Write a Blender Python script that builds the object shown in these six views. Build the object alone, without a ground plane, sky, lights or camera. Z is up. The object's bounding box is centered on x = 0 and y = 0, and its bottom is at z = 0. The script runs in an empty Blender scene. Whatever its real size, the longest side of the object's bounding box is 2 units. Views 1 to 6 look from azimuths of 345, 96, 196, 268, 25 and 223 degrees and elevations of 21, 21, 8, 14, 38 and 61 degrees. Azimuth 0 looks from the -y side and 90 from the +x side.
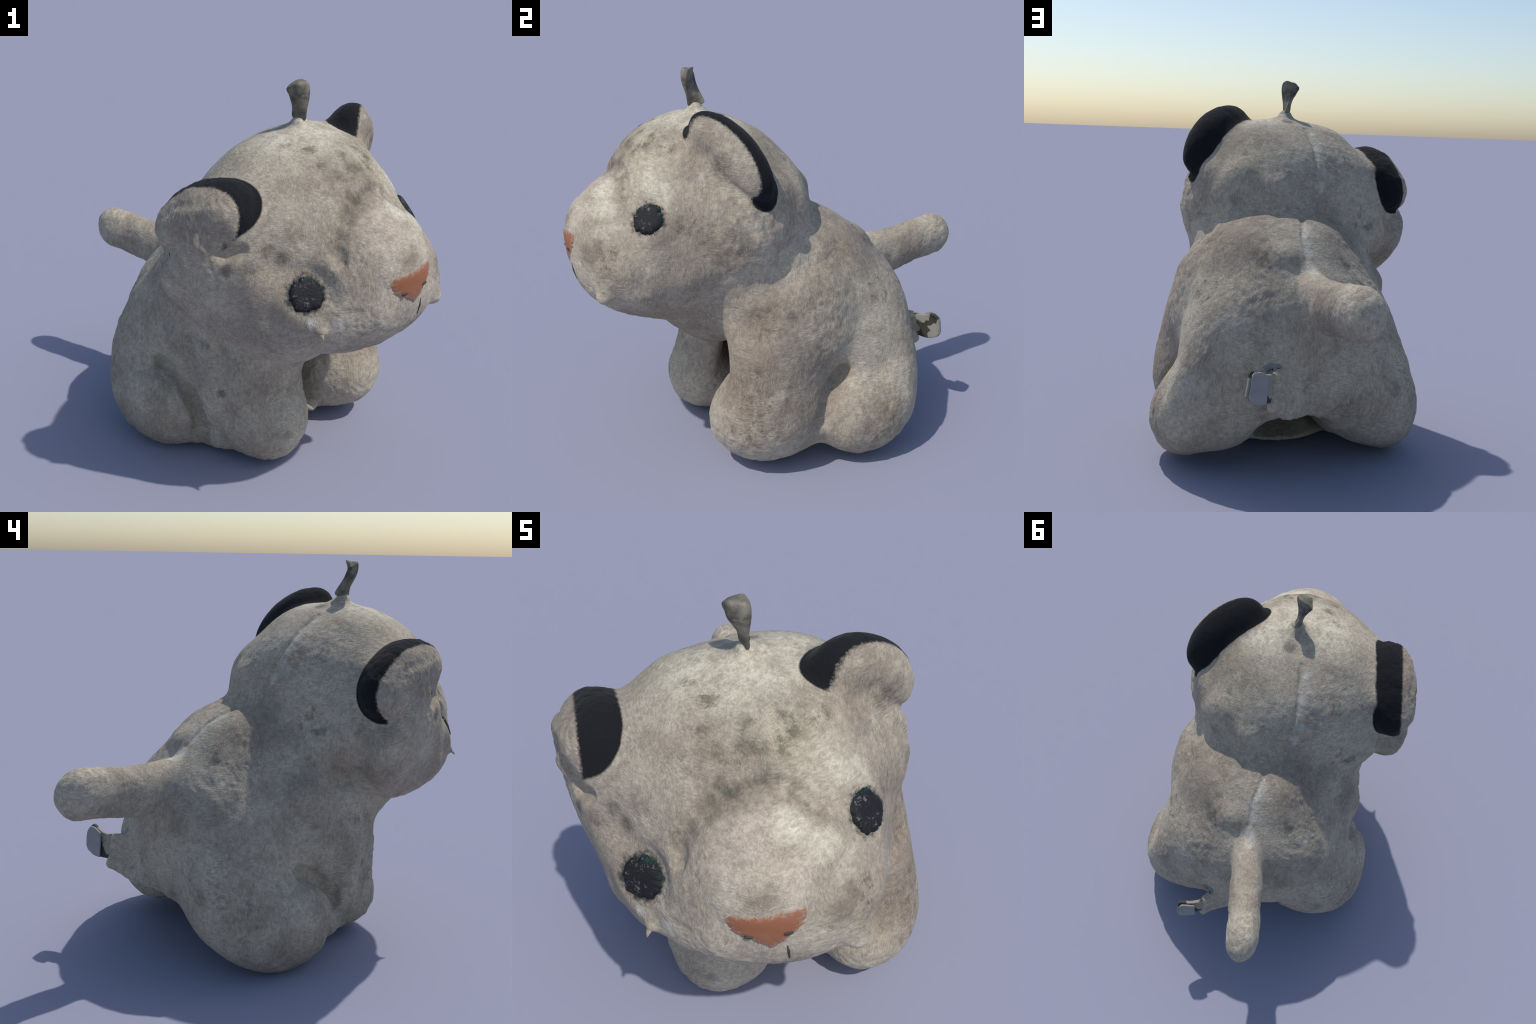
# Well-worn plush animal with its head tilted: round body, stub tail, black-backed ears.
# The soft body is one implicit surface (soft-blended ellipsoids and tapered rods),
# polygonised here, refined onto the surface and split into anatomical parts.
import bpy, math
import numpy as np

rng = np.random.default_rng(7)

# ---------------------------------------------------------------- body frame
# The toy is turned 31.7 degrees on the ground; parts are laid out in its own
# frame: right, forward, up.
YAW = math.radians(31.7)
CY, SY = math.cos(YAW), math.sin(YAW)
FRAME = np.array([[CY, SY, 0], [SY, -CY, 0], [0, 0, 1.0]])   # world -> toy frame


def to_world(p):
    return np.asarray(p, float) @ FRAME


def to_toy(p):
    return np.asarray(p, float) @ FRAME.T


def rotation(w):
    w = np.asarray(w, float)
    a = np.linalg.norm(w)
    if a < 1e-9:
        return np.eye(3)
    k = w / a
    K = np.array([[0, -k[2], k[1]], [k[2], 0, -k[0]], [-k[1], k[0], 0]])
    return np.eye(3) + math.sin(a) * K + (1 - math.cos(a)) * K @ K


def ball(centre, radii, turn=(0, 0, 0)):
    return dict(kind="ball", c=np.array(centre, float), r=np.abs(np.array(radii, float)), R=rotation(turn))


def rod(a, b, ra, rb, squeeze=(1, 1, 1)):
    return dict(kind="rod", a=np.array(a, float), b=np.array(b, float), ra=ra, rb=rb, squeeze=np.array(squeeze, float))


PARTS = {
    "cranium": ball(centre=(-0.183, 0.342, 1.422), radii=(0.472, 0.351, 0.249), turn=(0.150, -0.310, -0.111)),
    "muzzle": ball(centre=(-0.057, 0.745, 1.186), radii=(0.286, 0.307, 0.222), turn=(-0.004, 0.018, 0.008)),
    "cheekL": ball(centre=(-0.574, 0.425, 1.022), radii=(0.090, 0.343, 0.227), turn=(-0.422, -0.231, -0.369)),
    "cheekR": ball(centre=(0.137, 0.324, 1.226), radii=(0.389, 0.287, 0.370), turn=(-0.131, -0.217, -0.067)),
    "temple": ball(centre=(-0.036, 0.534, 1.177), radii=(0.388, 0.382, 0.442), turn=(-0.037, -0.340, -0.014)),
    "jaw": ball(centre=(-0.057, 0.720, 1.012), radii=(0.418, 0.319, 0.256), turn=(0.153, -0.108, 0.217)),
    "earL": ball(centre=(-0.612, 0.321, 1.393), radii=(0.166, 0.259, 0.139), turn=(-1.302, -0.413, 2.371)),
    "earR": ball(centre=(0.323, 0.371, 1.578), radii=(0.115, 0.261, 0.157), turn=(-0.779, 0.510, -1.930)),
    "chest": ball(centre=(-0.039, 0.349, 0.832), radii=(0.402, 0.261, 0.309), turn=(-0.015, -0.031, -0.063)),
    "rump": ball(centre=(0.059, -0.307, 0.580), radii=(0.562, 0.404, 0.465), turn=(0.020, 0.048, -0.065)),
    "back": ball(centre=(0.071, -0.139, 0.947), radii=(0.434, 0.292, 0.267), turn=(-0.019, -0.009, 0.006)),
    "nape": ball(centre=(-0.009, 0.039, 1.242), radii=(0.386, 0.140, 0.224), turn=(-0.019, -0.267, 0.022)),
    "flankR": ball(centre=(0.450, 0.014, 0.703), radii=(0.169, 0.267, 0.332), turn=(-0.021, -0.020, 0.007)),
    "webR": ball(centre=(0.350, -0.020, 0.080), radii=(0.120, 0.200, 0.090), turn=(0.002, -0.001, 0.002)),
    "webL": ball(centre=(-0.301, -0.005, 0.098), radii=(0.145, 0.214, 0.090), turn=(-0.007, -0.006, -0.006)),
    "foldL": ball(centre=(-0.433, 0.161, 1.116), radii=(0.115, 0.179, 0.146), turn=(0.001, -0.007, 0.001)),
    "kneeFL": ball(centre=(-0.424, 0.163, 0.499), radii=(0.090, 0.090, 0.279), turn=(-0.018, -0.053, 0.008)),
    "neck": ball(centre=(0.026, 0.124, 0.989), radii=(0.396, 0.361, 0.194), turn=(0.000, -0.007, -0.000)),
    "flankL": ball(centre=(-0.376, -0.019, 0.664), radii=(0.157, 0.133, 0.300), turn=(0.048, 0.032, 0.003)),
    "shoulderFR": ball(centre=(0.448, 0.213, 0.620), radii=(0.173, 0.206, 0.434), turn=(-0.025, -0.296, -0.020)),
    "footFR": ball(centre=(0.419, 0.173, 0.270), radii=(0.250, 0.336, 0.257), turn=(-0.047, 0.004, -0.017)),
    "shoulderFL": ball(centre=(-0.213, 0.318, 0.561), radii=(0.245, 0.090, 0.400), turn=(0.070, -0.013, 0.001)),
    "footFL": ball(centre=(-0.199, 0.289, 0.202), radii=(0.217, 0.216, 0.195), turn=(-0.020, -0.013, -0.011)),
    "thighHR": ball(centre=(0.454, -0.450, 0.367), radii=(0.218, 0.164, 0.269), turn=(0.017, 0.005, 0.022)),
    "footHR": ball(centre=(0.599, -0.270, 0.232), radii=(0.154, 0.256, 0.202), turn=(-0.155, -0.118, -0.010)),
    "thighHL": ball(centre=(-0.308, -0.422, 0.377), radii=(0.233, 0.238, 0.299), turn=(0.129, 0.066, -0.055)),
    "footHL": ball(centre=(-0.459, -0.255, 0.229), radii=(0.173, 0.297, 0.234), turn=(-0.083, -0.013, 0.061)),
    "tailA": rod((0.045, -0.450, 0.880), (0.000, -0.760, 0.852), 0.118, 0.120, squeeze=(1.42, 1, 1)),
    "tailB": rod((0.000, -0.760, 0.852), (-0.044, -1.067, 0.888), 0.120, 0.120, squeeze=(1.42, 1, 1)),
}
# how softly neighbours melt together
SOFT = dict(km=0.118, kh=0.271, kb=0.225, klf=0.138, klh=0.166, kf=0.174, ke=0.081, kt=0.045, khb=0.194)

# small gathers of cloth pulled out of the body: shape, softness
EXTRA_HEAD = {
    "loop_root": (rod(to_toy((0.150, -0.350, 1.68)), to_toy((0.146, -0.366, 1.735)), 0.05, 0.030), 0.09),
    "lip_fold": (rod(to_toy((0.680, -0.700, 1.04)), to_toy((0.700, -0.700, 0.95)), 0.035, 0.038), 0.07),
    "lip_tuft": (rod(to_toy((0.06, -0.90, 0.985)), to_toy((0.062, -0.955, 0.962)), 0.045, 0.020), 0.06),
}
EXTRA_BODY = {
    "tag_gather": (rod(to_toy((-0.215, 0.62, 0.55)), to_toy((-0.185, 0.785, 0.545)), 0.035, 0.020), 0.06),
    "tag_gather_hem": (rod(to_toy((-0.225, 0.60, 0.36)), to_toy((-0.180, 0.800, 0.440)), 0.050, 0.020), 0.10),
    "tag_skirt": (rod(to_toy((-0.225, 0.60, 0.31)), to_toy((-0.178, 0.815, 0.405)), 0.036, 0.018), 0.06),
    "leg_web": (ball((-0.35, 0.055, 0.33), (0.075, 0.10, 0.13)), 0.08),
    "belly_cloth": (ball((0.06, 0.02, 0.075), (0.32, 0.30, 0.065)), 0.08),
    "tag_web": (rod(to_toy((-0.220, 0.62, 0.47)), to_toy((-0.184, 0.79, 0.50)), 0.040, 0.020), 0.06),
}
# the opening under the belly, between the feet
HOLLOWS = [
    (ball((0.09, -0.70, 0.16), (0.23, 0.36, 0.15)), 0.04),
    (ball((0.09, -0.36, 0.155), (0.20, 0.40, 0.105)), 0.04),
    (ball((-0.53, 0.085, 0.19), (0.12, 0.042, 0.20), (0.10, 0.0, 0.3)), 0.025),   # between left fore and hind leg
    (ball((0.08, 0.42, 0.0), (0.14, 0.36, 0.13)), 0.06),
]



def distance(P, s):
    if s["kind"] == "ball":
        q = (P - s["c"]) @ s["R"]
        k0 = np.sqrt(((q / s["r"]) ** 2).sum(-1) + 1e-12)
        k1 = np.sqrt(((q / s["r"] ** 2) ** 2).sum(-1) + 1e-12)
        return k0 * (k0 - 1) / k1
    q, a = P * s["squeeze"], s["a"] * s["squeeze"]
    ba = s["b"] * s["squeeze"] - a
    h = np.clip((q - a) @ ba / (ba @ ba), 0, 1)
    d = q - a - h[..., None] * ba
    return np.sqrt((d ** 2).sum(-1)) - (s["ra"] + (s["rb"] - s["ra"]) * h)


def blend(a, b, k):
    k = max(abs(k), 1e-3)
    h = np.maximum(k - np.abs(a - b), 0) / k
    return np.minimum(a, b) - h * h * h * k / 6


def rope_distance(P, pts):
    """distance from P to a polyline"""
    best = np.full(len(P), 9.0)
    pts = np.asarray(pts, float)
    for a, b in zip(pts[:-1], pts[1:]):
        ba = b - a
        h = np.clip((P - a) @ ba / (ba @ ba), 0, 1)
        best = np.minimum(best, ((P - a - h[:, None] * ba) ** 2).sum(-1))
    return np.sqrt(best)


# seams and creases: control points (toy frame), width, depth
GROOVES = []
for width, depth, pts in (
    (0.018, 0.012, [  # rolled rim of left ear
        (-0.735, 0.155, 1.288), (-0.735, 0.165, 1.377), (-0.723, 0.233, 1.452), (-0.721, 0.335, 1.483)]),
    (0.018, 0.012, [  # rolled rim of right ear
        (0.221, 0.529, 1.650), (0.230, 0.524, 1.713), (0.274, 0.501, 1.744), (0.343, 0.469, 1.731), (0.414, 0.443, 1.668)]),
    (0.026, 0.046, [  # brow over the muzzle
        (-0.345, 0.852, 1.247), (-0.329, 0.825, 1.311), (-0.279, 0.818, 1.388), (-0.206, 0.817, 1.448), (-0.136, 0.818, 1.478), (-0.061, 0.812, 1.495), (0.014, 0.813, 1.481), (0.083, 0.826, 1.436), (0.151, 0.826, 1.390)]),
    (0.022, 0.032, [  # fold under right ear
        (0.326, 0.502, 1.595), (0.369, 0.478, 1.505), (0.434, 0.450, 1.420), (0.491, 0.394, 1.353), (0.520, 0.350, 1.271)]),
    (0.022, 0.018, [  # right ear base
        (0.352, 0.493, 1.615), (0.427, 0.431, 1.492), (0.482, 0.359, 1.431), (0.497, 0.276, 1.379)]),
    (0.025, 0.03, [  # left ear base
        (-0.742, 0.256, 1.238), (-0.757, 0.341, 1.330), (-0.747, 0.393, 1.390), (-0.712, 0.452, 1.338), (-0.658, 0.492, 1.275), (-0.609, 0.540, 1.302)]),
    (0.025, 0.022, [  # left ear base behind
        (-0.716, 0.169, 1.206), (-0.745, 0.229, 1.253), (-0.765, 0.294, 1.341), (-0.755, 0.345, 1.404)]),
    (0.011, 0.016, [  # centre seam of head
        (-0.127, 0.188, 1.663), (-0.143, 0.060, 1.582), (-0.130, -0.049, 1.461), (-0.111, -0.106, 1.313), (-0.003, -0.230, 1.206)]),
    (0.011, 0.014, [  # centre seam of back
        (-0.003, -0.230, 1.206), (0.033, -0.376, 1.122), (0.035, -0.473, 1.032)]),
    (0.034, 0.064, [  # haunch crease right
        (0.577, -0.130, 0.494), (0.573, -0.093, 0.454), (0.613, -0.027, 0.388), (0.657, 0.021, 0.285)]),
    (0.026, 0.03, [  # haunch crease left
        (-0.511, -0.144, 0.473), (-0.533, -0.049, 0.380), (-0.565, -0.020, 0.284), (-0.565, -0.019, 0.164)]),
    (0.029, 0.058, [  # crease before left haunch
        (-0.480, -0.170, 0.478), (-0.480, -0.090, 0.450), (-0.475, -0.010, 0.395), (-0.455, 0.055, 0.290), (-0.445, 0.065, 0.160), (-0.430, 0.070, 0.060)]),
    (0.025, 0.014, [  # inner haunch left
        (-0.018, -0.703, 0.623), (-0.109, -0.687, 0.544), (-0.187, -0.666, 0.455), (-0.132, -0.644, 0.362), (-0.083, -0.605, 0.286)]),
    (0.03, 0.012, [  # neck fold
        (-0.300, -0.109, 1.164), (-0.428, -0.066, 1.104), (-0.490, 0.006, 1.013), (-0.516, 0.127, 0.956)]),
):
    GROOVES.append((np.array(pts), width, depth))
# hollows and swellings: centre (toy frame), reach, depth
DENTS = [
    (np.array((-0.135, 0.809, 1.490)), np.array((0.09, 0.09, 0.09)), 0.016),  # bridge of the muzzle
    (np.array((-0.100, 1.021, 1.282)), np.array((0.14, 0.14, 0.14)), -0.004),  # snout
    (np.array((-0.304, 0.379, 1.654)), np.array((0.14, 0.14, 0.14)), -0.02),  # left crown
    (np.array((0.308, 0.512, 1.644)), np.array((0.05, 0.05, 0.05)), 0.012),  # bowl of right ear
    (np.array((0.302, 0.510, 1.587)), np.array((0.05, 0.05, 0.05)), 0.03),  # fold of right ear
    (np.array((-0.731, 0.435, 1.403)), np.array((0.06, 0.06, 0.06)), 0.022),  # bowl of left ear
    (np.array((-0.697, 0.475, 1.346)), np.array((0.05, 0.05, 0.05)), 0.03),  # hollow under left ear
    (np.array((0.299, 0.487, 1.557)), np.array((0.072, 0.072, 0.072)), -0.018),
    (np.array((0.114, 0.800, 1.422)), np.array((0.084, 0.084, 0.084)), 0.014),
    (np.array((0.145, 0.999, 1.163)), np.array((0.072, 0.072, 0.072)), -0.018),
    (np.array((0.485, 0.386, 0.793)), np.array((0.060, 0.060, 0.060)), 0.029),
    (np.array((-0.342, 0.264, 1.617)), np.array((0.084, 0.084, 0.084)), -0.018),
    (np.array((0.402, 0.145, 1.427)), np.array((0.072, 0.072, 0.072)), -0.018),
    (np.array((0.391, 0.592, 1.041)), np.array((0.084, 0.084, 0.084)), -0.022),
    (np.array((0.527, -0.256, 0.854)), np.array((0.084, 0.084, 0.084)), -0.018),
    (np.array((0.462, -0.143, 1.066)), np.array((0.060, 0.060, 0.060)), 0.014),
    (np.array((0.608, -0.194, 0.450)), np.array((0.084, 0.084, 0.084)), -0.018),
    (np.array((0.535, 0.342, 0.786)), np.array((0.078, 0.078, 0.078)), 0.050),
    (np.array((0.354, 0.839, 1.031)), np.array((0.060, 0.060, 0.060)), 0.022),
    (np.array((0.121, -0.095, 1.360)), np.array((0.072, 0.072, 0.072)), -0.022),
    (np.array((0.444, 0.087, 1.100)), np.array((0.072, 0.072, 0.072)), -0.014),
    (np.array((0.484, -0.161, 1.040)), np.array((0.072, 0.072, 0.072)), 0.014),
    (np.array((0.564, -0.071, 0.401)), np.array((0.060, 0.060, 0.060)), -0.022),
    (np.array((0.128, -0.452, 1.052)), np.array((0.072, 0.072, 0.072)), -0.018),
    (np.array((0.094, -0.551, 1.011)), np.array((0.048, 0.048, 0.048)), 0.029),
    (np.array((0.089, -0.110, 1.326)), np.array((0.096, 0.096, 0.096)), -0.022),
    (np.array((0.209, -0.421, 1.057)), np.array((0.072, 0.072, 0.072)), -0.018),
    (np.array((-0.252, -0.288, 1.084)), np.array((0.072, 0.072, 0.072)), 0.014),
    (np.array((-0.436, -0.052, 1.177)), np.array((0.060, 0.060, 0.060)), 0.018),
    (np.array((-0.470, -0.102, 0.868)), np.array((0.060, 0.060, 0.060)), -0.022),
    (np.array((-0.526, 0.242, 0.868)), np.array((0.048, 0.048, 0.048)), -0.029),
    (np.array((-0.455, -0.132, 0.857)), np.array((0.060, 0.060, 0.060)), -0.014),
    (np.array((-0.439, -0.175, 0.851)), np.array((0.072, 0.072, 0.072)), -0.018),
    (np.array((-0.447, 0.152, 0.807)), np.array((0.072, 0.072, 0.072)), -0.050),
    (np.array((-0.457, -0.030, 1.205)), np.array((0.060, 0.060, 0.060)), 0.022),
    (np.array((-0.596, 0.535, 1.281)), np.array((0.096, 0.096, 0.096)), -0.018),
    (np.array((-0.569, 0.621, 0.918)), np.array((0.072, 0.072, 0.072)), -0.018),
    (np.array((-0.250, 0.989, 1.010)), np.array((0.072, 0.072, 0.072)), -0.018),
    (np.array((-0.503, 0.794, 1.074)), np.array((0.060, 0.060, 0.060)), 0.014),
    (np.array((-0.496, -0.082, 0.517)), np.array((0.060, 0.060, 0.060)), 0.014),
    (np.array((0.068, 0.809, 1.433)), np.array((0.084, 0.084, 0.084)), 0.018),
    (np.array((-0.445, 0.703, 1.278)), np.array((0.096, 0.096, 0.096)), -0.011),
    (np.array((-0.341, 0.890, 1.163)), np.array((0.060, 0.060, 0.060)), -0.014),
]


def pieces(P):
    d = {n: distance(P, s) for n, s in PARTS.items()}
    head = d["cranium"]
    for n in ("cheekL", "cheekR", "jaw", "temple", "nape", "foldL"):
        head = blend(head, d[n], SOFT["kh"])
    head = blend(head, d["muzzle"], SOFT["km"])
    body = blend(blend(d["chest"], d["rump"], SOFT["kb"]), d["back"], SOFT["kb"])
    for n in ("neck", "flankL"):
        body = blend(body, d[n], SOFT["kb"])
    for n in ("flankR", "webL", "webR"):
        body = blend(body, d[n], 0.12)
    torso = body
    out = {}
    for L in ("FR", "FL", "HR", "HL"):
        out["leg" + L] = blend(d[("shoulder" if L[0] == "F" else "thigh") + L], d["foot" + L], SOFT["kf"])
        if L == "FL":
            out["legFL"] = blend(out["legFL"], d["kneeFL"], SOFT["kf"])
        body = blend(body, out["leg" + L], SOFT["klf" if L[0] == "F" else "klh"])
    out["tail"] = blend(d["tailA"], d["tailB"], 0.05)
    body = blend(body, out["tail"], SOFT["kt"])
    for n in EXTRA_BODY:
        body = blend(body, distance(P, EXTRA_BODY[n][0]), EXTRA_BODY[n][1])
    bare = head
    for n in ("earL", "earR"):
        head = blend(head, d[n], SOFT["ke"])
        out[n] = d[n]
    for n in EXTRA_HEAD:
        head = blend(head, distance(P, EXTRA_HEAD[n][0]), EXTRA_HEAD[n][1])
    out.update(head=bare, torso=torso, headall=head, bodyall=body, all=blend(head, body, SOFT["khb"]))
    return out


def field(P):
    d = pieces(P)["all"]
    for pts, width, depth in GROOVES:
        lo, hi = pts.min(0) - 3 * width, pts.max(0) + 3 * width
        m = ((P > lo) & (P < hi)).all(-1)
        if m.any():
            d[m] += depth * np.exp(-(rope_distance(P[m], pts) / width) ** 2)
    for shape, soft in HOLLOWS:
        d = -blend(-d, distance(P, shape), soft)
    for c, n, r, amount in SOCKETS:      # the beads are stitched down onto flattened cloth
        w = amount * np.exp(-(((P - c) ** 2).sum(-1) / r ** 2) ** 2)
        d = d * (1 - w) + w * ((P - c) @ n)
    for c, r, depth in DENTS:
        m = (np.abs(P - c) < 2.6 * r).all(-1)
        q = (P[m] - c) / r
        d[m] += depth * np.exp(-(q * q).sum(-1))
    return d



PLUSH_GREY = (0.345, 0.296, 0.238)
PLUSH_CREAM = (0.482, 0.428, 0.343)
PLUSH_BROWN = (0.252, 0.208, 0.166)
PLUSH_PALE = (0.60, 0.56, 0.455)
EYE_DARK = (0.030, 0.034, 0.033)
EAR_BLACK = (0.013, 0.014, 0.016)

STAINS = [
    ((0.545, 0.475, 0.4), 0.75, 0.5, [  # pinkish muzzle
        ((0.368, -0.882, 1.348), 0.16),
        ((0.394, -0.799, 1.408), 0.12),
        ((0.526, -0.852, 1.304), 0.12),
        ((0.348, -0.927, 1.301), 0.12),
    ]),
    ((0.635, 0.6, 0.485), 0.8, 0.5, [  # paler patches on the head
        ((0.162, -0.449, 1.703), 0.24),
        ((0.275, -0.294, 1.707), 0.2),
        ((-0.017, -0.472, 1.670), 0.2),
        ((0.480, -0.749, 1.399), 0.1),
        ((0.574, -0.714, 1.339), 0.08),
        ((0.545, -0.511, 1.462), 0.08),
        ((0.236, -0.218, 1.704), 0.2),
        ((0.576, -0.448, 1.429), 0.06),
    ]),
    ((0.6, 0.575, 0.515), 0.85, 0.45, [  # pale seam
        ((-0.055, -0.208, 1.638), 0.05),
        ((-0.087, -0.160, 1.602), 0.048),
        ((-0.115, -0.115, 1.558), 0.046),
        ((-0.140, -0.073, 1.506), 0.046),
        ((-0.159, -0.035, 1.443), 0.046),
        ((-0.168, -0.000, 1.361), 0.04),
        ((-0.147, 0.239, 1.184), 0.05),
        ((-0.170, 0.290, 1.152), 0.05),
        ((-0.189, 0.339, 1.111), 0.05),
        ((-0.210, 0.384, 1.065), 0.05),
        ((-0.243, 0.448, 1.004), 0.055),
        ((-0.278, 0.486, 0.988), 0.05),
        ((0.024, -0.939, 1.011), 0.04),
        ((0.139, -0.966, 1.000), 0.04),
    ]),
    ((0.262, 0.214, 0.168), 0.85, 0.7, [  # warm flank
        ((0.696, -0.063, 0.403), 0.15),
        ((0.645, -0.010, 0.748), 0.15),
        ((0.715, 0.129, 0.358), 0.15),
        ((0.648, -0.148, 1.202), 0.2),
        ((0.638, -0.101, 0.490), 0.15),
        ((0.687, 0.028, 0.583), 0.22),
        ((0.594, 0.076, 0.866), 0.16),
        ((0.729, 0.005, 0.338), 0.2),
        ((0.289, 0.363, 1.097), 0.2),
        ((0.496, 0.618, 0.282), 0.2),
    ]),
    ((0.13, 0.115, 0.088), 0.85, 0.6, [  # shade of the brow crease, painted as a dark line
        ((0.180, -0.853, 1.365), 0.056),
        ((0.211, -0.831, 1.408), 0.056),
        ((0.241, -0.812, 1.438), 0.056),
        ((0.280, -0.788, 1.463), 0.056),
        ((0.319, -0.765, 1.479), 0.056),
        ((0.347, -0.743, 1.489), 0.056),
        ((0.414, -0.700, 1.488), 0.056),
        ((0.458, -0.677, 1.470), 0.056),
        ((0.501, -0.662, 1.439), 0.056),
        ((0.541, -0.640, 1.408), 0.056),
        ((0.150, -0.875, 1.310), 0.056),
        ((-0.075, -0.817, 1.269), 0.056),
        ((-0.129, -0.805, 1.293), 0.056),
    ]),
    ((0.12, 0.115, 0.095), 0.85, 1.3, [  # brow tufts
        ((0.250, -0.771, 1.497), 0.06),
        ((0.284, -0.776, 1.478), 0.06),
        ((0.373, -0.706, 1.512), 0.06),
    ]),
    ((0.3, 0.26, 0.2), 0.7, 0.5, [  # loop root
        ((0.101, -0.351, 1.707), 0.08),
    ]),
    ((0.26, 0.225, 0.185), 0.75, 0.6, [  # inner ears
        ((0.545, -0.254, 1.668), 0.12),
        ((-0.429, -0.726, 1.397), 0.13),
        ((0.586, -0.172, 1.550), 0.1),
    ]),
    ((0.4, 0.36, 0.26), 0.6, 0.7, [  # yellowish crown patches
        ((0.276, -0.005, 1.594), 0.18),
        ((0.196, 0.138, 1.462), 0.12),
        ((-0.128, -0.494, 1.623), 0.15),
        ((0.402, -0.579, 1.581), 0.14),
    ]),
    ((0.23, 0.19, 0.15), 0.7, 0.5, [  # brown muzzle
        ((0.458, -0.937, 1.250), 0.085),
        ((0.662, -0.770, 1.140), 0.1),
        ((0.728, -0.665, 1.027), 0.1),
        ((0.662, -0.752, 1.170), 0.07),
    ]),
    ((0.13, 0.12, 0.11), 0.75, 1.2, [  # dark spots
        ((0.584, 0.152, 0.849), 0.05),
        ((0.026, 0.475, 1.063), 0.06),
        ((-0.387, 0.273, 0.998), 0.05),
        ((0.100, -0.259, 1.701), 0.05),
        ((-0.336, -0.414, 0.690), 0.04),
        ((-0.265, -0.465, 0.450), 0.03),
        ((0.037, -0.563, 0.217), 0.03),
        ((-0.201, -0.808, 1.229), 0.06),
        ((-0.306, -0.777, 1.214), 0.04),
        ((-0.344, 0.285, 1.032), 0.06),
    ]),
    ((0.25, 0.225, 0.195), 0.6, 0.5, [  # cheek grime
        ((0.639, -0.284, 1.285), 0.12),
        ((0.643, -0.074, 1.235), 0.12),
        ((0.687, -0.397, 1.139), 0.1),
        ((0.535, -0.330, 1.514), 0.07),
        ((0.591, -0.171, 1.582), 0.08),
    ]),
]
SMEARS = [
    ((0.165, 0.15, 0.115), 0.9, 10, 0.46, 0.62, [  # forehead smears
        ((0.089, -0.625, 1.641), 0.16),
        ((0.100, -0.737, 1.556), 0.1),
        ((0.276, -0.732, 1.535), 0.15),
        ((0.339, -0.608, 1.606), 0.15),
        ((0.354, -0.586, 1.609), 0.1),
        ((0.420, -0.442, 1.621), 0.1),
    ]),
    ((0.165, 0.132, 0.1), 0.8, 24, 0.49, 0.63, [  # curled brown tufts
        ((0.701, 0.031, 0.503), 0.2),
        ((0.623, 0.049, 0.810), 0.13),
        ((0.729, -0.011, 0.319), 0.14),
        ((0.644, -0.283, 1.256), 0.14),
        ((0.703, -0.697, 1.128), 0.12),
        ((0.591, -0.171, 1.582), 0.1),
        ((0.230, 0.568, 0.875), 0.12),
    ]),
    ((0.19, 0.172, 0.14), 0.75, 12, 0.51, 0.65, [  # back smears
        ((0.017, 0.486, 1.051), 0.16),
        ((-0.384, 0.256, 1.009), 0.1),
        ((0.233, 0.096, 1.502), 0.18),
        ((-0.240, -0.257, 1.526), 0.15),
        ((-0.378, -0.168, 1.193), 0.16),
        ((-0.736, 0.182, 0.342), 0.2),
        ((-0.672, 0.331, 0.474), 0.15),
    ]),
    ((0.22, 0.19, 0.15), 0.75, 20, 0.48, 0.62, [  # muzzle grime
        ((0.468, -0.935, 1.246), 0.1),
        ((0.688, -0.728, 1.129), 0.12),
        ((0.659, -0.788, 1.105), 0.12),
    ]),
]
EYES = [(0.010, -0.900, 1.115), (0.633, -0.498, 1.316)]
SOCKETS = [(np.array((-0.465, 0.771, 1.115)), np.array((-0.358, 0.713, 0.603)), 0.115, 0.85), (np.array((0.277, 0.756, 1.316)), np.array((0.526, 0.620, 0.582)), 0.115, 0.85)]   # centre, facing, reach, strength (toy frame)
NOSE_AT = (0.484, -0.942, 1.137)
EYE_SMUDGE = [(EYES[0], 0.110), (EYES[1], 0.098)]
EARS = [
    dict(centre=(-0.352, -0.595, 1.393), axes=[(-0.160, -0.662, -0.732), (-0.633, 0.638, -0.439), (-0.757, -0.393, 0.522)],
         reach=(0.171, 0.296, 0.156), edge=(-0.412, -0.599, 1.448), back=(0.779, 0.625, -0.052),
         clear=[]),
    dict(centre=(0.470, -0.145, 1.578), axes=[(-0.755, 0.580, 0.305), (0.292, 0.714, -0.636), (0.587, 0.392, 0.709)],
         reach=(0.127, 0.313, 0.176), edge=(0.512, -0.201, 1.638), back=(-0.891, 0.451, 0.048),
         clear=[((0.543, -0.258, 1.632), 0.12)]),
]

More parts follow.
